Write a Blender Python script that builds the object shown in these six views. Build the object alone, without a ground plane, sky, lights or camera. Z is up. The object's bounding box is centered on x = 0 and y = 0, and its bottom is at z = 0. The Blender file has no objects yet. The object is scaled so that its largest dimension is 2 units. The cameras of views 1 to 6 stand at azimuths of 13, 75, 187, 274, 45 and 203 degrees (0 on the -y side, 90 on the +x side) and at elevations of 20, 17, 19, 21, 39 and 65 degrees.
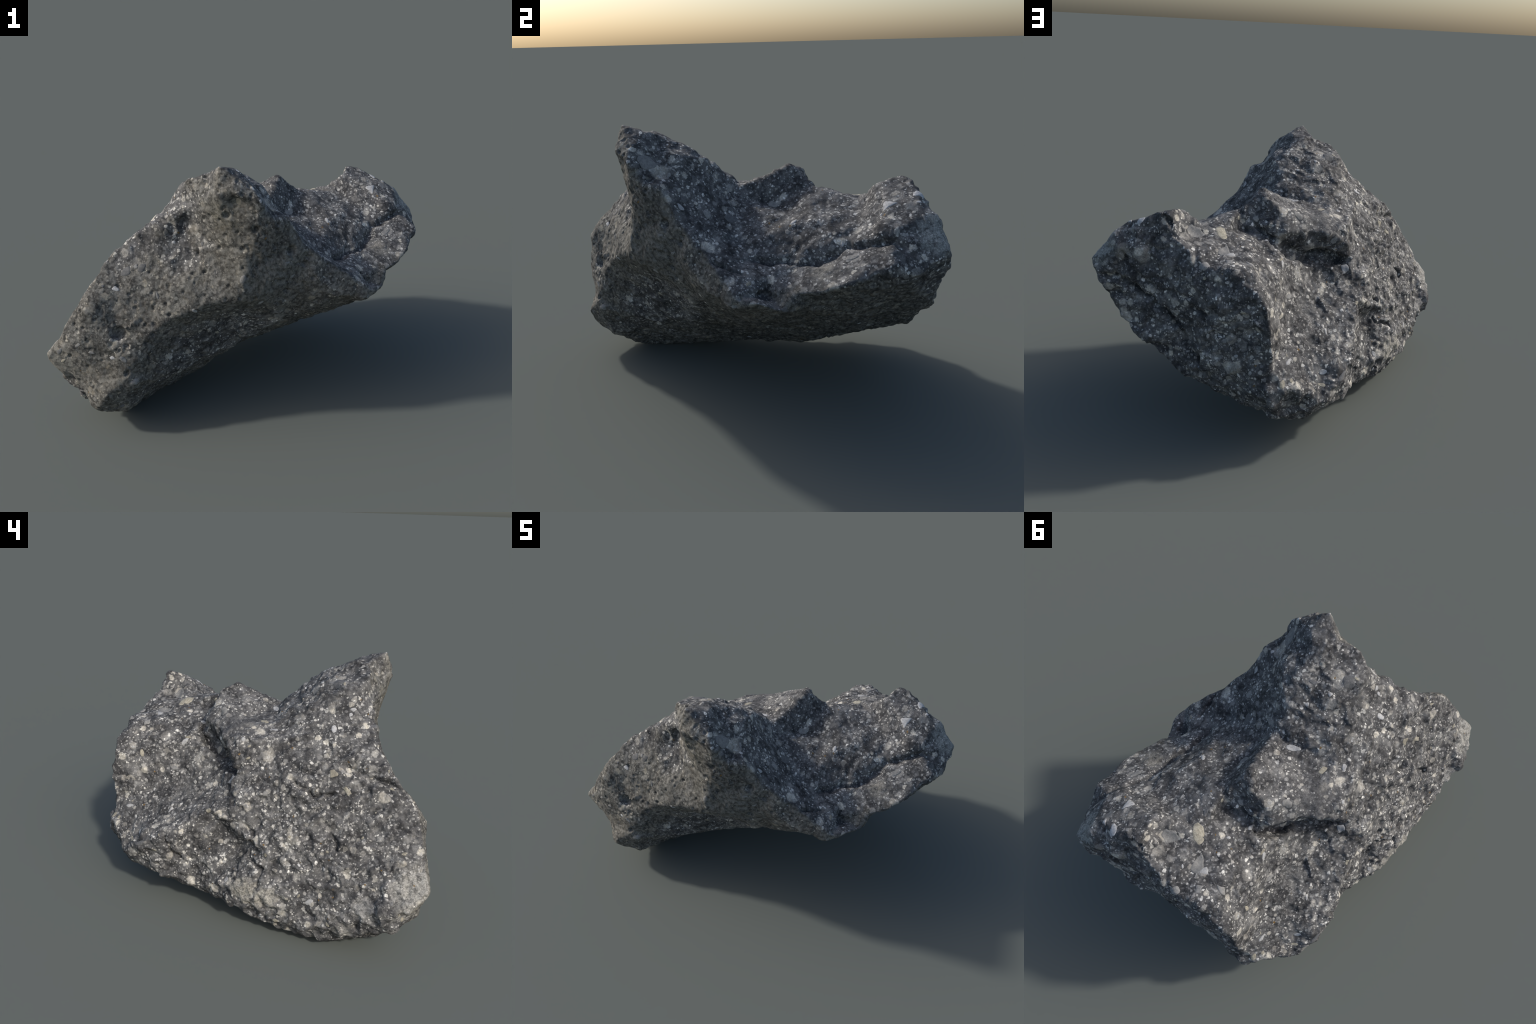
import bpy, bmesh, math
import numpy as np
from mathutils.kdtree import KDTree

rng = np.random.default_rng(11)

# ---------------------------------------------------------------- landmarks
# Control points of the boulder, metres: ridges, corners, hollows and facets.
PEAK = [(-.003,-.725,1.558), (-.018,-.526,1.506), (-.041,-.707,1.484), (0,-.765,1.425), (.10,-.71,1.50), (.06,-.60,1.515),
        (-.272,-.561,1.415), (-.063,-.725,1.377), (.036,-.74,1.314), (.088,-.739,1.393), (-.20,-.62,1.45),
        (-.188,-.64,1.322), (-.25,-.615,1.17), (-.09,-.60,1.50), (-.258,-.603,1.35), (.213,-.725,1.392), (.19,-.628,1.378), (.13,-.541,1.419), (.16,-.70,1.46), (.08,-.765,1.48), (.10,-.771,1.433)]
PEAK_NORTH_SLOPE = [(-.274,-.429,1.358), (-.136,-.352,1.382), (-.412,-.42,1.189), (-.348,-.526,1.29), (-.073,-.465,1.439),
        (.042,-.392,1.431), (-.206,-.442,1.403), (.066,-.234,1.308), (-.277,-.471,1.396), (-.446,-.36,1.125),
        (-.267,-.079,1.162), (-.025,-.076,1.189), (-.12,-.22,1.27), (-.29,-.28,1.26), (-.23,-.18,1.235), (-.40,-.18,1.11), (.10,-.303,1.365), (.17,-.45,1.385)]
CREST_TO_WEST = [(-.466,-.646,1.165), (-.608,-.711,1.053), (-.654,-.764,.996), (-.71,-.865,.88), (-.807,-.902,.736),
        (-.32,-.654,1.234), (-.35,-.666,1.169), (-.361,-.676,1.118), (-.422,-.701,1.077)]
FRONT_FACE = [(-.566,-.829,.886), (-.475,-.751,.99), (-.572,-.92,.62), (-.478,-.902,.707), (-.493,-.905,.584),
        (-.493,-.925,.429), (-.454,-.909,.367), (-.874,-.949,.53), (-.85,-.905,.34), (-.951,-.937,.496),
        (-.145,-.676,1.06), (-.193,-.703,1.0), (-.105,-.705,1.015), (-.019,-.694,1.115), (.056,-.718,1.152),
        (-.343,-.795,.849), (-.294,-.734,.971), (-.573,-.796,.933), (-.368,-.716,1.026), (-.22,-.786,.916),
        (-.428,-.837,.741), (-.438,-.857,.686), (-.333,-.845,.682), (-.134,-.804,.799), (-.534,-.881,.651),
        (.119,-.729,.962), (.095,-.743,.838), (.188,-.688,1.028), (.171,-.69,.836), (-.02,-.777,.83),
        (.119,-.721,1.123), (.191,-.722,1.236), (-.72,-.945,.62), (-.72,-.94,.36)]
FRONT_EDGE_EAST = [(.351,-.575,1.083), (.328,-.60,1.02), (.321,-.547,.836), (.411,-.506,.989), (.462,-.50,.909),
        (.369,-.491,.782), (.276,-.539,.752), (.276,-.661,1.275), (.549,-.41,.961), (.635,-.375,.895), (.408,-.516,1.099), (.329,-.59,1.276), (.37,-.535,1.176), (.476,-.468,1.036), (.225,-.697,1.373), (.222,-.69,1.334), (.76,-.31,.79), (.81,-.215,.765), (.75,-.32,.735), (.82,-.08,.72), (.60,-.42,.79),
        (.302,-.46,1.19), (.226,-.519,1.311)]
EAST_HOLLOW = [(.344,-.349,1.115), (.30,-.215,1.064), (.215,.046,1.10), (.451,.092,1.054), (.695,.268,.986),
        (.331,.11,1.077), (.49,.174,1.079), (.439,-.109,.989), (.571,.112,.982), (.602,.09,.948), (.655,.041,.895),
        (.636,-.001,.886), (.691,-.019,.847), (.681,-.122,.831), (.611,.263,1.04), (.647,.191,.991), (.684,.151,.893),
        (.604,.048,.91), (.522,-.167,.902), (.42,-.22,.97), (.688,-.14,.765), (.792,.129,.887), (.807,.272,.942), (.833,-.022,.794),
        (.90,.085,.825), (.945,.19,.86), (.97,.31,.895), (.995,.415,.94), (.804,.389,1.013), (.718,.413,1.066), (.641,.385,1.065)]
KNOB = [(.126,.177,1.302), (.232,.267,1.195), (-.106,.237,1.18), (-.375,.091,1.092), (.117,.002,1.235),
        (.105,-.13,1.20), (.07,.255,1.265), (-.01,.30,1.19), (-.40,.155,1.005), (-.209,.24,1.09), (-.063,.33,1.105),
        (.0,.10,1.235), (-.22,.16,1.14), (-.30,.20,1.075)]
KNOB_FOOT = [(-.399,.13,.89), (-.009,.40,1.03), (-.192,.19,.92), (-.054,.29,.975), (-.30,.15,.895), (.19,-.065,1.115),
        (.225,.085,1.12), (.20,.33,1.085)]
HORN = [(.512,.679,1.263), (.681,.691,1.203), (.684,.517,1.163), (.751,.654,1.177), (.947,.734,.977), (.898,.762,.878),
        (.492,.554,1.243), (.574,.694,1.254), (.837,.644,1.119), (.912,.693,1.019), (.868,.561,1.057), (.917,.444,1.0),
        (.871,.461,1.024), (.809,.435,1.086), (.849,.489,1.079), (.968,.631,.936), (.99,.55,.89), (.99,.48,.90), (.45,.47,1.135), (.60,.735,1.12), (.49,.75,1.15), (.515,.73,1.235),
        (.928,.313,.934), (.925,.33,.815), (.955,.48,.83), (.83,.714,1.12)]
BACK_SLOPE = [(.284,.53,1.121), (.42,.595,1.128), (.23,.675,1.065), (.135,.485,1.074), (.048,.385,1.051),
        (-.05,.485,.952), (.297,.84,1.035), (.126,.863,1.038), (.069,.751,1.034), (-.186,.469,.691), (-.247,.508,.652),
        (-.131,.705,.631), (-.184,.821,.509), (-.206,.718,.554), (-.264,.674,.539), (-.178,.762,.557),
        (-.396,.669,.485), (-.487,.278,.684), (-.424,.092,.901), (-.449,.044,.908), (-.324,.26,.734)]
BACK_FOOT = [(-.143,.935,.457), (-.197,.913,.436), (-.445,.701,.42), (-.10,.89,.23), (-.25,.80,.20), (-.45,.60,.24),
        (-.505,.31,.18), (-.499,.55,.498), (-.10,.985,.385), (-.09,.919,.545), (-.039,.932,.889), (-.29,.84,.29), (-.06,.84,.87), (.02,.845,.985), (-.36,.81,.33)]
NORTH_FACE = [(-.076,.95,.70), (.40,.835,.97), (.19,.915,.84), (.47,.81,.77), (.28,.86,.47),
        (.03,.925,.53), (.55,.795,.62), (.675,.809,.575), (.40,.80,.37), (.14,.77,.25), (.57,.765,1.01), (.73,.76,.84), (.80,.745,.70), (.84,.735,.78), (.42,.80,.61), (.84,.76,1.02), (.53,.775,.47), (.12,.86,.35), (.06,.90,.97), (.25,.87,.70), (.05,.905,.69), (.03,.92,.40), (.70,.77,1.08)]
WEST_FACE = [(-.578,-.427,.986), (-.634,-.505,.911), (-.741,-.412,.591), (-.764,-.428,.57), (-.638,-.656,.98),
        (-.921,-.62,.346), (-.752,-.056,.309), (-.685,.091,.325), (-.861,-.434,.188), (-.544,-.054,.831),
        (-.67,-.27,.71), (-.587,-.175,.813), (-.768,-.398,.499), (-.677,-.073,.516), (-.576,.081,.606),
        (-.80,-.36,.34), (-.76,-.76,.76), (-.48,.33,.50), (-.505,.12,.54), (-.525,.08,.46), (-.545,.04,.53), (-.53,.12,.75), (-.58,.22,.27), (-.56,-.55,1.09), (-.57,-.22,.92), (-.70,-.93,.787)]
FOOT = [(-.62,-.62,0.0), (-.72,-.48,.035), (-.68,-.74,.045), (-.80,-.79,.16), (-.88,-.56,.17), (-.70,-.15,.07), (-.65,.10,.15),
        (-.54,-.45,.02), (-.686,-.95,.186), (-.76,-.62,.085), (-.42,.32,.11), (-.60,-.99,.30), (-.79,-.90,.30),
        (-.93,-.925,.42), (-.945,-.76,.25), (-.90,-.85,.30), (-.92,-.68,.21), (-.80,-.43,.07), (-.78,-.20,.16), (-.99,-.78,.37), (-.985,-.85,.40), (-.98,-.70,.36), (-.55,-.85,.14)]
UNDERSIDE = [(-.20,-.55,.35), (-.24,-.68,.50), (-.07,-.64,.66), (-.37,-.765,.33), (.60,-.20,.62), (-.02,-.40,.40), (.30,-.10,.44), (0,.27,.15),
        (.40,.40,.38), (.62,.35,.55), (.24,-.44,.605), (-.35,-.30,.09), (-.25,.10,.08), (.75,.45,.66), (.46,-.41,.69),
        (.08,-.56,.68), (.76,.30,.655), (.84,.63,.73), (.75,.18,.665)]
LANDMARKS = np.array(PEAK + PEAK_NORTH_SLOPE + CREST_TO_WEST + FRONT_FACE + FRONT_EDGE_EAST + EAST_HOLLOW + KNOB
                     + KNOB_FOOT + HORN + BACK_SLOPE + BACK_FOOT + NORTH_FACE + WEST_FACE + FOOT + UNDERSIDE)

CENTRE = np.array((-.04, -.02, .66))

# principal frame of the slab, so that directions are spread evenly over it
_d = LANDMARKS - CENTRE
_w, _V = np.linalg.eigh(np.cov(_d.T))
WARP = _V @ np.diag(_w ** -0.35) @ _V.T

VOXEL = 0.0052       # size of the finished mesh's quads, metres
ROUND = 0.030        # radius over which facet edges are rounded, metres

def facet_mesh():
    """flat facets between neighbouring landmarks: hull of their directions, then
    edges turned until every pair of triangles is well shaped in space"""
    q = (LANDMARKS - CENTRE) @ WARP.T
    q /= np.linalg.norm(q, axis=1)[:, None]
    bm = bmesh.new()
    for v in q:
        bm.verts.new(v)
    bmesh.ops.convex_hull(bm, input=bm.verts)
    bm.verts.index_update(); bm.verts.ensure_lookup_table()
    tris = [[v.index for v in f.verts] for f in bm.faces]
    # drop the hull, rebuild with landmark positions and consistent winding
    bm.free()
    bm = bmesh.new()
    vs = [bm.verts.new(p) for p in LANDMARKS]
    for t in tris:
        bm.faces.new([vs[i] for i in t])
    bmesh.ops.recalc_face_normals(bm, faces=bm.faces)
    def corner(p, a, b):
        return (a - p).angle(b - p)
    for _ in range(12):
        turned = 0
        for e in list(bm.edges):
            if not e.is_valid or len(e.link_faces) != 2:
                continue
            a, b = e.verts
            f, g = e.link_faces
            c = next(v for v in f.verts if v not in (a, b)); d = next(v for v in g.verts if v not in (a, b))
            if bm.edges.get((c, d)):
                continue
            if corner(c.co, a.co, b.co) + corner(d.co, a.co, b.co) < math.pi + 0.05:
                continue
            n1 = (a.co - c.co).cross(d.co - c.co); n2 = (d.co - c.co).cross(b.co - c.co)
            if n1.length < 1e-9 or n2.length < 1e-9 or n1.angle(n2) > 1.9:
                continue
            bmesh.utils.edge_rotate(e)
            turned += 1
        if not turned:
            break
    bmesh.ops.recalc_face_normals(bm, faces=bm.faces)
    me = bpy.data.meshes.new("facets")
    bm.to_mesh(me); bm.free()
    return me

def modified(me, kind, **settings):
    """a copy of the mesh with one modifier applied"""
    ob = bpy.data.objects.new("helper", me)
    bpy.context.scene.collection.objects.link(ob)
    m = ob.modifiers.new("m", kind)
    for k, v in settings.items():
        setattr(m, k, v)
    deps = bpy.context.evaluated_depsgraph_get()
    out = bpy.data.meshes.new_from_object(ob.evaluated_get(deps))
    bpy.data.objects.remove(ob)
    return out

def coords(me):
    P = np.empty(len(me.vertices) * 3); me.vertices.foreach_get("co", P)
    return P.reshape(-1, 3)

def edges_of(me):
    e = np.empty(len(me.edges) * 2, np.int64); me.edges.foreach_get("vertices", e)
    return e.reshape(-1, 2)

def relax(P, E, times, rate=0.5):
    n = len(P)
    deg = np.maximum(np.bincount(E.ravel(), minlength=n), 1)[:, None]
    for _ in range(times):
        S = np.stack([np.bincount(E[:, 0], P[E[:, 1], k], n) + np.bincount(E[:, 1], P[E[:, 0], k], n)
                      for k in range(3)], 1)
        P = P + rate * (S / deg - P)
    return P

def tree_of(P):
    kd = KDTree(len(P))
    for i, p in enumerate(P.tolist()):
        kd.insert(p, i)
    kd.balance()
    return kd

def build_body():
    me = modified(facet_mesh(), 'REMESH', mode='VOXEL', voxel_size=VOXEL)
    P = coords(me)
    E = edges_of(me)
    crisp = relax(P, E, 7)
    soft = relax(crisp, E, int((ROUND / VOXEL) ** 2) - 6)
    w = np.clip(1 - (np.linalg.norm(crisp - np.array((-.13, .17, 1.08)), axis=1) - .20) / .12, 0, 1)[:, None] * .85
    P = crisp * w + soft * (1 - w)
    # pull the rounded surface back out to the landmarks
    kd = tree_of(P)
    sig = 0.05
    hoods = []
    for p in LANDMARKS:
        i = kd.find(p)[1]
        near = np.array([(k, d) for _, k, d in kd.find_range(P[i], 2.6 * sig)])
        hoods.append((i, near[:, 0].astype(np.int64), np.exp(-near[:, 1] ** 2 / (2 * sig * sig))))
    for _ in range(3):
        move = np.zeros_like(P); wsum = np.zeros(len(P))
        for p, (i, k, g) in zip(LANDMARKS, hoods):
            move[k] += g[:, None] * (p - P[i]); wsum[k] += g
        P = P + move / np.maximum(wsum, 1)[:, None]
    me.vertices.foreach_set("co", P.ravel()); me.update()
    P = relief(me, P, E)
    me.vertices.foreach_set("co", P.ravel()); me.update()
    me.name = "rock_body"
    return me

# ---------------------------------------------------------------- relief
_perm = np.random.default_rng(5).permutation(256)
_grad = np.random.default_rng(6).normal(size=(256, 3)); _grad /= np.linalg.norm(_grad, axis=1)[:, None]

def perlin(p):
    """gradient noise, about -1..1"""
    i = np.floor(p).astype(np.int64); f = p - i
    u = f * f * f * (f * (f * 6 - 15) + 10)
    out = 0
    for dx in (0, 1):
        wx = u[:, 0] if dx else 1 - u[:, 0]
        for dy in (0, 1):
            wy = u[:, 1] if dy else 1 - u[:, 1]
            for dz in (0, 1):
                wz = u[:, 2] if dz else 1 - u[:, 2]
                h = _perm[(_perm[(_perm[(i[:, 0] + dx) & 255] + i[:, 1] + dy) & 255] + i[:, 2] + dz) & 255]
                g = _grad[h]
                out = out + wx * wy * wz * (g[:, 0] * (f[:, 0] - dx) + g[:, 1] * (f[:, 1] - dy) + g[:, 2] * (f[:, 2] - dz))
    return out * 1.6

def to_polyline(P, line):
    """distance from every point to a polyline, and position along it 0..1"""
    best = np.full(len(P), 9.0); where = np.zeros(len(P))
    n = len(line) - 1
    for k in range(n):
        a, b = np.array(line[k]), np.array(line[k + 1])
        ab = b - a
        t = np.clip(((P - a) @ ab) / (ab @ ab), 0, 1)
        d = np.linalg.norm(P - a - t[:, None] * ab, axis=1)
        m = d < best
        best[m] = d[m]; where[m] = (k + t[m]) / n
    return best, where

# cracks: path over the surface, half width, depth
CRACKS = [
    ([(.891,.755,.90), (.804,.752,.894), (.733,.765,.876), (.647,.77,.816), (.522,.769,.744), (.432,.784,.647),
      (.38,.797,.569), (.335,.809,.503), (.287,.807,.421), (.231,.771,.353)], .017, .06),
    ([(.771,.733,1.051), (.751,.743,.991), (.705,.756,.945)], .011, .03),
    ([(.464,.744,1.01), (.437,.789,.97), (.425,.791,.901)], .010, .025),
    ([(.329,.81,.79), (.278,.824,.744), (.205,.842,.699), (.147,.849,.679)], .010, .025),
    ([(.95,.53,.99), (.871,.461,1.02), (.783,.366,.982), (.713,.304,.939), (.684,.17,.90)], .020, .034),
    ([(.684,.151,.893), (.655,.041,.895), (.602,.01,.896), (.565,-.076,.868), (.522,-.167,.895)], .019, .036),
    ([(.588,-.383,.933), (.60,-.33,.885), (.61,-.278,.834), (.638,-.155,.746)], .011, .022),
    ([(-.47,.557,.513), (-.497,.537,.472), (-.472,.491,.393), (-.473,.433,.341)], .013, .035),
    ([(-.565,.063,.653), (-.602,.01,.613), (-.619,.042,.484), (-.669,-.006,.456), (-.702,-.057,.436),
      (-.714,-.023,.374), (-.73,-.007,.314)], .014, .035),
    ([(-.553,-.476,1.027), (-.583,-.543,1.011), (-.617,-.613,.992), (-.642,-.665,.978), (-.66,-.726,.974),
      (-.681,-.785,.95)], .020, .032),
    ([(-.527,-.201,.904), (-.578,-.267,.884), (-.609,-.328,.855), (-.62,-.381,.861), (-.623,-.426,.887)], .013, .04),
    ([(-.707,-.419,.673), (-.731,-.472,.653), (-.76,-.472,.603)], .012, .03),
    ([(-.482,.146,.742), (-.51,.087,.731), (-.532,.024,.765)], .009, .018),
    ([(-.869,-.588,.244), (-.844,-.595,.202), (-.788,-.699,.122)], .013, .035),
    ([(.15,.33,1.14), (.02,.37,1.06), (-.01,.39,1.03)], .016, .05),
    ([(-.009,.392,1.03), (-.14,.28,.96), (-.28,.21,.92), (-.399,.13,.89)], .024, .075),
]
# round holes of the weathered front: place, radius, depth
HOLES = [((.191,-.722,1.236), .020, .030), ((.119,-.721,1.123), .014, .020), ((.351,-.575,1.083), .024, .030),
         ((.321,-.547,.836), .018, .022), ((.411,-.506,.989), .018, .020), ((.462,-.50,.909), .016, .020),
         ((-.493,-.925,.429), .014, .016), ((-.493,-.905,.584), .014, .016), ((.036,-.74,1.314), .016, .022),
         ((.171,-.69,.836), .014, .016), ((.276,-.539,.752), .015, .016), ((-.019,-.694,1.115), .013, .014),
         ((-.145,-.676,1.06), .012, .012), ((.188,-.688,1.028), .010, .012), ((-.534,-.90,.651), .035, .03), ((-.85,-.91,.33), .03, .03),
         ((-.478,-.902,.72), .022, .014), ((.088,-.739,1.393), .03, .012)]

FRONT_PLANES = [((-.247,-.793,.891), (.083,-.980,.182)), ((.33,-.57,.93), (.5,-.83,-.2))]

def relief(me, P, E):
    N = np.empty(len(P) * 3); me.vertex_normals.foreach_get("vector", N); N = N.reshape(-1, 3)
    front = np.max([(P - np.array(c)) @ np.array(n) for c, n in FRONT_PLANES], axis=0)
    front = np.clip((front + .10) / .06, 0, 1)                 # 1 on the smooth weathered front
    east = np.clip((N @ np.array((.62, -.12, .77)) - .45) / .35, 0, 1) * np.clip((P[:, 0] - .05) / .15, 0, 1)
    knob = np.clip(1 - (np.linalg.norm(P - np.array((-.12, .12, 1.16)), axis=1) - .14) / .10, 0, 1)
    calm = np.maximum(east, knob)
    rough = (1 - .45 * front) * (1 - .55 * calm)
    west = np.clip((-P[:, 0] * .8 + P[:, 1] * .1 - .25) / .25, 0, 1) * (1 - front)   # coarse broken side
    warp = np.stack([perlin(P * 9 + k * 31.7) for k in range(3)], 1) * .03
    Q = P + warp
    h = .006 * perlin(Q * 6.5) + .010 * rough * perlin(Q * 12 + 7)
    ridged = 1 - np.abs(perlin(Q * 15 + 3)) * 2
    h += .0065 * rough * ridged * (1 + .2 * west)
    h += .0032 * rough * perlin(P * 36 + 11) * (1 + .5 * west)
    h += .0013 * (1 - .4 * calm) * perlin(P * 75 + 17) * (1 + .4 * west)
    # chipped facets: every chip is tilted its own way
    kd = KDTree(2600)
    pick = rng.choice(len(P), 2600, replace=False)
    seeds = P[pick]
    for k, p in enumerate(seeds):
        kd.insert(p, k)
    kd.balance()
    own = np.fromiter((kd.find(p)[1] for p in Q), np.int64, len(Q))
    tilt = rng.normal(size=(2600, 3)) * .085
    lift = rng.normal(size=2600) * .0014
    chip = np.clip(((P - seeds[own]) * tilt[own]).sum(1) + lift[own], -.012, .012)
    chip = relax(np.repeat(chip[:, None], 3, 1), E, 3, .6)[:, 0]
    h += chip * rough * (.8 + .5 * west)
    lump = perlin(Q * 17 + 41)
    north = np.clip((N[:, 1] - .45) / .3, 0, 1) * (1 - west)
    broken = np.maximum(west, north * .9)
    h += .016 * broken * np.clip(lump - .05, 0, 1) ** .7 - .012 * broken * np.clip(-lump - .2, 0, 1)
    bed = perlin(Q * np.array((7, 7, 26)) + 90)
    h += .0035 * west * bed
    P = P + N * h[:, None]
    P = relax(P, E, 1, .4)
    # cracks and holes
    jig = np.stack([perlin(P * 24 + k * 13.1) for k in range(3)], 1) * .013
    kd = tree_of(P)
    for line, width, depth in CRACKS:
        line = [P[kd.find(np.array(a) + (np.array(b) - np.array(a)) * f)[1]]
                for a, b in zip(line, line[1:]) for f in (0, .33, .67)] + [P[kd.find(line[-1])[1]]]
        L = np.array(line)
        box = np.where(((P > L.min(0) - .07) & (P < L.max(0) + .07)).all(1))[0]
        d, t = to_polyline(P[box] + jig[box], line)
        fade = np.clip(np.minimum(t, 1 - t) * 7 + .25, 0, 1)
        P[box] -= N[box] * (depth * fade * np.exp(-(d / width) ** 2))[:, None]
    kd = tree_of(P)
    cand = np.where(front > .8)[0]
    pores = [(P[i], r, r * .9) for i, r in zip(rng.choice(cand, 260, replace=False), rng.uniform(.004, .012, 260))]
    for c, r, depth in HOLES + pores:
        c = kd.find(c)[0]
        k = np.array([i for _, i, _ in kd.find_range(c, 2 * r + .012)], np.int64)
        if len(k):
            d = np.linalg.norm(P[k] + jig[k] * .4 - np.array(c), axis=1)
            P[k] -= N[k] * (1.25 * depth * np.exp(-(d / r) ** 3))[:, None]
    P[:, 2] = np.where(P[:, 2] < .01, .01 * np.exp(np.minimum(P[:, 2] - .01, 0) / .01), P[:, 2])
    return P

# ---------------------------------------------------------------- materials
class Graph:
    """small helper to write node trees as expressions"""
    def __init__(self, name):
        self.mat = bpy.data.materials.new(name)
        self.mat.use_nodes = True
        self.t = self.mat.node_tree
        self.bsdf = self.t.nodes["Principled BSDF"]
    def node(self, kind, **props):
        n = self.t.nodes.new(kind)
        for k, v in props.items():
            setattr(n, k, v)
        return n
    def put(self, sock, val):
        if hasattr(val, "links"):
            self.t.links.new(val, sock)
        elif isinstance(val, (tuple, list)) and len(val) == 3 and sock.type == 'RGBA':
            sock.default_value = (*val, 1)
        else:
            sock.default_value = val
    def math(self, op, a, b=0.0, c=0.0, clamp=False):
        n = self.node("ShaderNodeMath", operation=op, use_clamp=clamp)
        for k, v in enumerate((a, b, c)):
            self.put(n.inputs[k], v)
        return n.outputs[0]
    def vec(self, op, a, b=(0, 0, 0), scale=1.0):
        n = self.node("ShaderNodeVectorMath", operation=op)
        self.put(n.inputs[0], a); self.put(n.inputs[1], b)
        if op == 'SCALE':
            next(i for i in n.inputs if i.identifier == "Scale").default_value = scale
        return n.outputs[1] if op in ('DOT_PRODUCT', 'DISTANCE', 'LENGTH') else n.outputs[0]
    def noise(self, vec, scale, detail=2.0, rough=.5, out="Fac"):
        n = self.node("ShaderNodeTexNoise")
        self.put(n.inputs["Vector"], vec); n.inputs["Scale"].default_value = scale
        n.inputs["Detail"].default_value = detail; n.inputs["Roughness"].default_value = rough
        return n.outputs[out]
    def voronoi(self, vec, scale, feature='F1'):
        n = self.node("ShaderNodeTexVoronoi", feature=feature)
        self.put(n.inputs["Vector"], vec); n.inputs["Scale"].default_value = scale
        return n
    def ramp(self, x, lo, hi, out_lo=0.0, out_hi=1.0):
        n = self.node("ShaderNodeMapRange", interpolation_type='SMOOTHSTEP')
        for k, v in zip(("Value", "From Min", "From Max", "To Min", "To Max"), (x, lo, hi, out_lo, out_hi)):
            self.put(n.inputs[k], v)
        return n.outputs[0]
    def mix(self, f, a, b, blend='MIX'):
        n = self.node("ShaderNodeMix", data_type='RGBA', blend_type=blend)
        self.put(n.inputs[0], f); self.put(n.inputs[6], a); self.put(n.inputs[7], b)
        return n.outputs[2]
    def colours(self, x, stops):
        n = self.node("ShaderNodeValToRGB")
        r = n.color_ramp
        while len(r.elements) < len(stops):
            r.elements.new(.5)
        for e, (p, c) in zip(r.elements, stops):
            e.position = p; e.color = (*c, 1)
        self.put(n.inputs[0], x)
        return n.outputs[0]
    def split(self, col):
        n = self.node("ShaderNodeSeparateColor"); self.put(n.inputs[0], col)
        return n.outputs

def grains(g, base, P, scale, keep, size, stops, amount=1.0, bias=0.0):
    """scatter rounded inclusions through the stone: one Voronoi cell, one grain"""
    v = g.voronoi(P, scale)
    rnd = g.split(v.outputs["Color"])
    on = g.ramp(g.math('ADD', rnd[0], bias), keep, keep + .02)
    edge = g.math('MULTIPLY', size, g.math('ADD', .55, g.math('MULTIPLY', rnd[1], .6)))
    shape = g.ramp(v.outputs["Distance"], edge, g.math('MULTIPLY', edge, .72))
    m = g.math('MULTIPLY', g.math('MULTIPLY', on, shape), amount)
    return g.mix(m, base, g.colours(rnd[2], stops)), m

# pale patches of the stone: centre, radius, colour, strength
PATCHES = [((.90,.69,1.045), .125, (.34,.35,.33), .92), ((-.93,-.90,.47), .18, (.43,.42,.385), .85),
           ((-.71,.05,.30), .095, (.45,.43,.375), .82), ((-.75,-.08,.28), .085, (.45,.43,.375), .8),
           ((-.915,-.62,.345), .075, (.36,.355,.34), .75), ((-.86,-.52,.20), .07, (.33,.32,.29), .6), ((.79,.13,.89), .085, (.22,.21,.185), .75),
           ((.03,-.72,1.31), .12, (.27,.255,.20), .7), ((.05,-.72,1.12), .16, (.22,.21,.18), .5), ((-.15,-.74,.95), .10, (.19,.18,.15), .5), ((-.62,-.94,.40), .12, (.19,.18,.155), .5), ((.33,-.60,.93), .22, (.22,.22,.205), .6),
           ((-.02,-.75,1.47), .045, (.20,.19,.165), .6), ((.13,-.70,.90), .19, (.20,.20,.185), .45),
           ((-.23,.46,.68), .085, (.18,.18,.175), .5), ((.05,-.31,1.35), .05, (.20,.20,.20), .4),
           ((-.24,.15,1.13), .17, (.115,.115,.118), .45), ((-.12,.60,.62), .07, (.15,.15,.15), .35),
           ((.62,-.30,.80), .07, (.18,.18,.175), .5), ((.42,-.22,1.0), .06, (.12,.13,.14), .5)]

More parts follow.
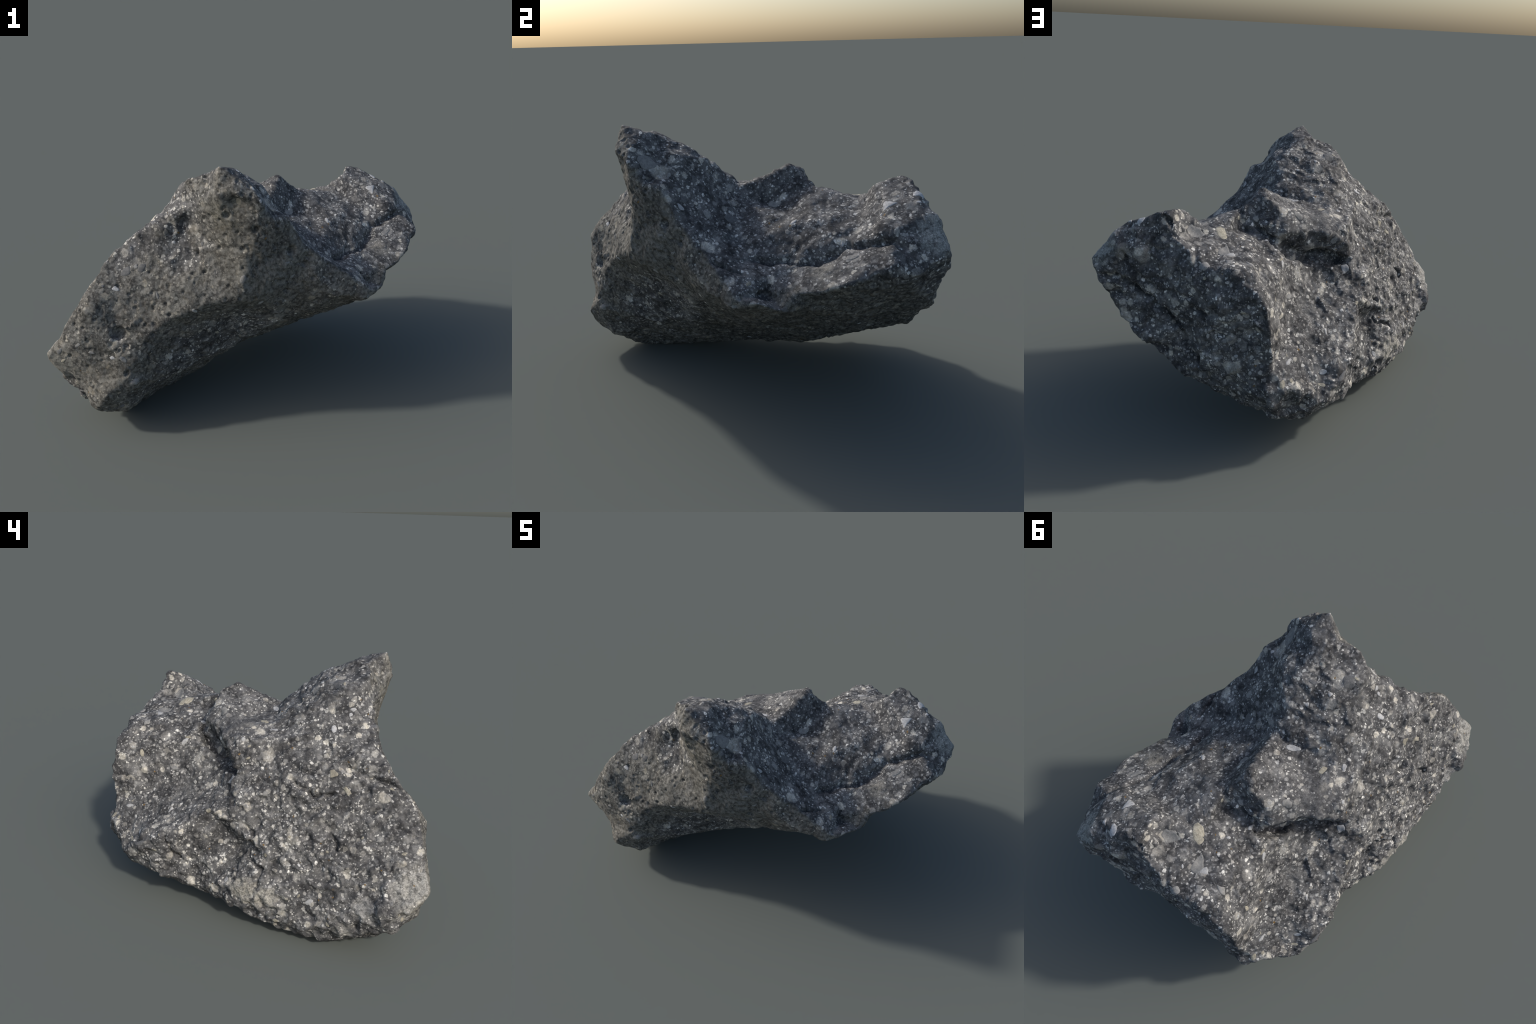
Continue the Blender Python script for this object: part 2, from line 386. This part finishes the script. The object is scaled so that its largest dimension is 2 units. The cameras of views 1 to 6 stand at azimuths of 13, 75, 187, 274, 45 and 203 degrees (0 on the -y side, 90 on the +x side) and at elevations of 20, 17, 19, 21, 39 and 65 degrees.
def stone_material():
    g = Graph("speckled_stone")
    tc = g.node("ShaderNodeTexCoord")
    raw = tc.outputs["Object"]
    wob = g.vec('SUBTRACT', g.noise(raw, 46, 3, .65, "Color"), (.5, .5, .5))
    P = g.vec('ADD', raw, g.vec('SCALE', wob, scale=.024))
    wob2 = g.vec('SUBTRACT', g.noise(raw, 11, 3, .6, "Color"), (.5, .5, .5))
    Pw = g.vec('ADD', raw, g.vec('SCALE', wob2, scale=.09))
    broad = g.noise(raw, 5.5, 4, .62)
    mid = g.noise(raw, 24, 5, .68)
    fine = g.noise(raw, 120, 4, .7)
    # groundmass
    blot = g.noise(raw, 48, 5, .68)
    col = g.colours(mid, [(.30, (.034, .034, .036)), (.50, (.072, .072, .073)), (.72, (.135, .134, .133))])
    col = g.mix(g.ramp(blot, .51, .70, 0, .8), col, (.19, .189, .186))
    col = g.mix(g.ramp(blot, .46, .32, 0, .7), col, (.028, .028, .030))
    col = g.mix(g.ramp(broad, .50, .74, 0, .4), col, (.15, .149, .148))
    bias = g.math('MULTIPLY', g.math('SUBTRACT', g.noise(raw, 8.5, 3, .6), .5), .55)
    greys = [(0, (.17, .17, .17)), (.45, (.29, .287, .277)), (.8, (.44, .43, .40)), (1, (.64, .63, .60))]
    dull = [(0, (.12, .12, .121)), (.5, (.245, .24, .226)), (1, (.44, .415, .36))]
    Pb = g.vec('ADD', P, g.vec('SCALE', wob2, scale=.05))
    col, m4 = grains(g, col, Pb, 7.5, .70, .42, dull, .5, bias)
    col, m3 = grains(g, col, Pb, 13, .64, .44, dull, .85, bias)
    col, m2 = grains(g, col, P, 22, .66, .46, dull, .85, bias)
    col, m1 = grains(g, col, P, 40, .62, .48, greys, .9, bias)
    col, m0 = grains(g, col, P, 80, .57, .52, greys, .8, bias)
    # every grain is itself mottled
    col = g.mix(g.ramp(fine, .37, .61, .40, 0), col, (.034, .034, .035))
    tide = g.noise(raw, 9.5, 4, .6)
    col = g.mix(1.0, col, g.colours(tide, [(.36, (.50, .50, .51)), (.5, (1.0, 1.0, 1.0)), (.64, (1.5, 1.49, 1.46))]), 'MULTIPLY')
    col = g.mix(1.0, col, (1.27, 1.265, 1.255), 'MULTIPLY')
    # pale veined patches
    rim = g.math('MULTIPLY', g.math('SUBTRACT', g.noise(raw, 26, 4, .65), .5), .10)
    for c, r, colour, k in PATCHES:
        d = g.math('ADD', g.vec('DISTANCE', Pw, c), rim)
        m = g.math('MULTIPLY', g.ramp(d, r * 1.08, r * .5), k)
        m = g.math('MULTIPLY', m, g.ramp(blot, .36, .56, .25, 1.0))
        shade = g.mix(g.ramp(fine, .3, .7), tuple(x * .45 for x in colour), tuple(x * 1.2 for x in colour))
        col = g.mix(m, col, shade)
    # brown weathering skin of the front and the lower side
    dist = None
    for c, n in FRONT_PLANES + [((.20,-.15,.42), (.50,-.12,-.86))]:
        d = g.vec('DOT_PRODUCT', g.vec('SUBTRACT', Pw, c), n)
        dist = d if dist is None else g.math('MAXIMUM', dist, d)
    skin = g.ramp(g.math('ADD', dist, g.math('MULTIPLY', g.math('SUBTRACT', broad, .5), .22)), -.10, -.03)
    geo = g.node("ShaderNodeNewGeometry")
    side = g.math('MAXIMUM', g.vec('DOT_PRODUCT', geo.outputs["Normal"], (.10, -.99, .05)),
                  g.vec('DOT_PRODUCT', geo.outputs["Normal"], (.45, -.35, -.82)))
    skin = g.math('MULTIPLY', skin, g.ramp(side, .05, .75))
    tint = g.mix(1.0, col, g.mix(g.ramp(broad, .38, .62), (.98, .97, .92), (.88, .82, .72)), 'MULTIPLY')
    film = g.mix(g.ramp(blot, .38, .62), (.052, .050, .044), (.19, .187, .17))
    tint = g.mix(g.ramp(mid, .3, .65, .3, .75), tint, film)
    col = g.mix(skin, col, tint)
    # rust specks
    v = g.voronoi(P, 30); rn = g.split(v.outputs["Color"])
    rust = g.math('MULTIPLY', g.ramp(rn[0], .972, .976), g.ramp(v.outputs["Distance"], .22, .12))
    col = g.mix(rust, col, (.16, .10, .035))
    g.put(g.bsdf.inputs["Base Color"], col)
    g.put(g.bsdf.inputs["Roughness"], g.ramp(fine, .2, .8, .72, .95))
    g.bsdf.inputs["Specular IOR Level"].default_value = .28
    hgt = g.math('ADD', g.math('MULTIPLY', g.noise(raw, 95, 6, .72), 1.0),
                 g.math('MULTIPLY', g.math('ADD', m0, g.math('ADD', m1, m2)), .16))
    b = g.node("ShaderNodeBump"); b.inputs["Strength"].default_value = .38; b.inputs["Distance"].default_value = .008
    g.put(b.inputs["Height"], hgt)
    g.t.links.new(b.outputs[0], g.bsdf.inputs["Normal"])
    return g.mat

def pebble_material(name, lo, hi):
    g = Graph(name)
    tc = g.node("ShaderNodeTexCoord")
    raw = tc.outputs["Object"]
    info = g.node("ShaderNodeObjectInfo")
    n1 = g.noise(raw, 70, 4, .7)
    col = g.mix(g.ramp(n1, .3, .68), lo, hi)
    col = g.mix(g.math('MULTIPLY', info.outputs["Random"], .45), col, tuple(x * .62 for x in lo))
    col = g.mix(g.ramp(g.noise(raw, 190, 3, .7), .52, .72, 0, .5), col, tuple(x * .35 for x in lo))
    g.put(g.bsdf.inputs["Base Color"], col)
    g.bsdf.inputs["Roughness"].default_value = .8
    g.bsdf.inputs["Specular IOR Level"].default_value = .3
    b = g.node("ShaderNodeBump"); b.inputs["Strength"].default_value = .4; b.inputs["Distance"].default_value = .006
    g.put(b.inputs["Height"], g.noise(raw, 130, 4, .7))
    g.t.links.new(b.outputs[0], g.bsdf.inputs["Normal"])
    return g.mat

# ---------------------------------------------------------------- build
me = build_body()
me.polygons.foreach_set("use_smooth", [True] * len(me.polygons))
me.materials.append(stone_material())

rock = bpy.data.objects.new("rock", None)
rock.empty_display_size = .2
rock["label"] = "dark grey rugged boulder speckled with pale stone fragments"
rock["category"] = "rock"
bpy.context.scene.collection.objects.link(rock)
body = bpy.data.objects.new("stone_body", me)
body.parent = rock
bpy.context.scene.collection.objects.link(body)

P = coords(me)
N = np.empty(len(P) * 3); me.vertex_normals.foreach_get("vector", N); N = N.reshape(-1, 3)
SURFACE = tree_of(P)

TONES = {"white": pebble_material("white_pebble", (.36, .36, .36), (.58, .58, .575)),
         "pale": pebble_material("pale_pebble", (.19, .19, .185), (.32, .315, .30)),
         "cream": pebble_material("cream_pebble", (.26, .24, .19), (.46, .43, .35)),
         "grey": pebble_material("grey_pebble", (.11, .112, .115), (.19, .19, .188))}

def surface(p, reach):
    """smoothed point and normal of the body near p"""
    k = np.array([i for _, i, _ in SURFACE.find_range(p, reach)], np.int64)
    if len(k) < 3:
        k = np.array([SURFACE.find(p)[1]])
    n = N[k].mean(0)
    return P[k].mean(0), n / np.linalg.norm(n)

RINGS, SEGS = 5, 22

def pebble(place, radius, stretch, tone, corners=0, proud=.0022):
    """a flat irregular stone fragment set into the surface, its face following the body"""
    c, n = surface(place, radius * .8)
    t = np.cross(n, rng.normal(size=3)); t /= np.linalg.norm(t)
    u = np.cross(n, t)
    ang = np.linspace(0, 2 * math.pi, SEGS, endpoint=False)
    out = 1 + sum(rng.normal() * w * np.cos(k * ang + rng.uniform(0, 6.3))
                  for k, w in ((2, .12), (3, .08), (4, .05), (6, .03)))
    if corners:
        sect = 2 * math.pi / corners
        out = out * (.62 / np.cos((ang + rng.uniform(0, 6.3)) % sect - sect / 2)).clip(.5, 1.25)
    verts, faces = [], []
    def at(r, h, inset=0.0):
        ring = []
        for a, o in zip(ang, out):
            q = c + (t * math.cos(a) * stretch + u * math.sin(a) / stretch) * radius * o * r
            s, sn = surface(q, .010)
            s = s + (q - s) - sn * ((q - s) @ sn)          # keep the outline, follow the height
            ring.append(s + n * h)
        return ring
    for r, h in ((.34, proud * 1.15), (.66, proud), (.90, proud * .6), (1.0, -.0015), (.96, -.010)):
        verts += at(r, h)
    s, sn = surface(c, .010)
    top = len(verts); verts.append(s + n * proud * 1.2)
    bottom = len(verts); verts.append(s - n * .014)
    for k in range(RINGS - 1):
        for j in range(SEGS):
            j2 = (j + 1) % SEGS
            faces.append((k * SEGS + j, (k + 1) * SEGS + j, (k + 1) * SEGS + j2, k * SEGS + j2))
    for j in range(SEGS):
        j2 = (j + 1) % SEGS
        faces.append((top, j, j2))
        faces.append((bottom, (RINGS - 1) * SEGS + j2, (RINGS - 1) * SEGS + j))
    m = bpy.data.meshes.new("pebble")
    m.from_pydata([tuple(v) for v in verts], [], faces)
    m.polygons.foreach_set("use_smooth", [True] * len(m.polygons))
    m.materials.append(TONES[tone])
    ob = bpy.data.objects.new("pebble", m)
    ob.parent = rock
    bpy.context.scene.collection.objects.link(ob)
    return ob

# the fragments that stand out: place, radius, stretch, tone, corners
FRAGMENTS = [((.681,.691,1.203), .027, 1.3, "white", 0), ((.684,.517,1.163), .034, 1.15, "white", 3),
    ((.751,.654,1.177), .014, 1.4, "white", 3), ((.451,.092,1.054), .014, 1.4, "white", 0), ((.695,.268,.986), .013, 1.35, "white", 4),
    ((.215,.046,1.10), .022, 1.0, "pale", 0), ((.344,-.349,1.115), .021, 1.2, "pale", 0), ((.30,-.215,1.064), .028, 1.1, "grey", 0),
    ((.19,-.628,1.378), .040, 1.15, "pale", 0), ((-.566,-.829,.886), .014, 1.2, "white", 0), ((-.412,-.42,1.189), .018, 1.3, "white", 0),
    ((-.025,-.076,1.189), .024, 1.6, "white", 0), ((-.106,.237,1.18), .024, 1.1, "pale", 0), ((-.375,.091,1.092), .012, 1.2, "white", 0),
    ((-.267,-.079,1.162), .017, 1.0, "pale", 4), ((-.215,-.02,1.16), .026, 1.2, "cream", 4), ((.284,.53,1.121), .038, 1.5, "cream", 0),
    ((.42,.595,1.128), .038, 1.15, "pale", 0), ((.22,.682,1.082), .048, 1.3, "pale", 3), ((.19,.70,1.078), .026, 1.4, "white", 3),
    ((.18,.79,1.05), .026, 1.2, "pale", 4), ((.069,.751,1.034), .028, 1.5, "pale", 4), ((.135,.485,1.074), .009, 1.0, "white", 0),
    ((.048,.385,1.051), .014, 1.3, "white", 0), ((-.05,.485,.952), .018, 1.6, "white", 0), ((-.03,.46,.965), .012, 1.6, "cream", 0),
    ((.297,.84,1.035), .024, 1.0, "pale", 0), ((.126,.863,1.035), .018, 1.3, "pale", 4), ((-.487,.278,.684), .015, 1.0, "cream", 0),
    ((-.143,.935,.457), .017, 1.3, "cream", 0), ((-.197,.913,.436), .022, 1.2, "pale", 5), ((-.155,.825,.535), .015, 1.3, "white", 0),
    ((-.396,.669,.485), .014, 1.4, "pale", 0), ((-.445,.701,.42), .022, 1.6, "grey", 0), ((-.40,.17,.86), .034, 1.15, "white", 4),
    ((-.35,.21,.88), .014, 1.4, "white", 4), ((-.578,-.427,.986), .030, 1.15, "cream", 5), ((-.634,-.505,.911), .026, 1.5, "cream", 4),
    ((-.741,-.412,.591), .010, 1.1, "cream", 5), ((-.764,-.428,.57), .011, 1.1, "pale", 6), ((-.768,-.398,.499), .010, 1.0, "white", 0),
    ((-.677,-.073,.516), .016, 1.3, "cream", 5), ((-.454,-.909,.367), .020, 1.2, "pale", 0), ((.119,-.729,.962), .018, 1.3, "pale", 0),
    ((-.874,-.949,.53), .015, 1.2, "pale", 0), ((-.572,-.92,.62), .010, 1.2, "pale", 0), ((-.475,-.751,.99), .011, 1.1, "pale", 0),
    ((-.44,-.745,.985), .020, 1.1, "grey", 0), ((-.527,-.774,.968), .024, 1.2, "grey", 0), ((.328,-.60,1.02), .014, 1.2, "pale", 3),
    ((.213,-.725,1.392), .009, 1.1, "white", 0), ((.807,.272,.942), .022, 1.5, "pale", 0), ((-.136,-.352,1.382), .011, 1.1, "white", 0),
    ((-.348,-.526,1.29), .012, 1.2, "white", 0), ((-.38,-.51,1.28), .010, 1.2, "white", 0), ((-.274,-.429,1.358), .020, 1.15, "grey", 4),
    ((-.206,-.442,1.403), .032, 1.05, "grey", 0), ((.302,-.46,1.19), .017, 1.1, "grey", 0), ((.226,-.519,1.311), .011, 1.2, "pale", 0),
    ((.837,.644,1.119), .018, 1.6, "pale", 4), ((-.343,-.795,.849), .010, 1.5, "pale", 0), ((.66,.03,.895), .012, 1.2, "pale", 0),
    ((-.13,.555,.81), .016, 1.5, "pale", 0), ((-.544,-.054,.831), .020, 1.1, "pale", 4)]
for place, radius, stretch, tone, corners in FRAGMENTS:
    pebble(np.array(place), radius * 1.18, stretch, tone, corners)

# smaller ones strewn over the stone at random, fewer on the weathered front
count = 0
kinds = ["grey", "pale", "pale", "cream", "white"]
while count < 215:
    i = int(rng.integers(len(P)))
    front = max((P[i] - np.array(c)) @ np.array(n) for c, n in FRONT_PLANES)
    if (front > -.06 and rng.random() < .6) or P[i][2] < .05:
        continue
    pebble(P[i], float(rng.uniform(.007, .020)), float(rng.uniform(1.0, 1.5)), kinds[int(rng.integers(5))],
           int(rng.choice([0, 0, 4, 5])), .0016)
    count += 1
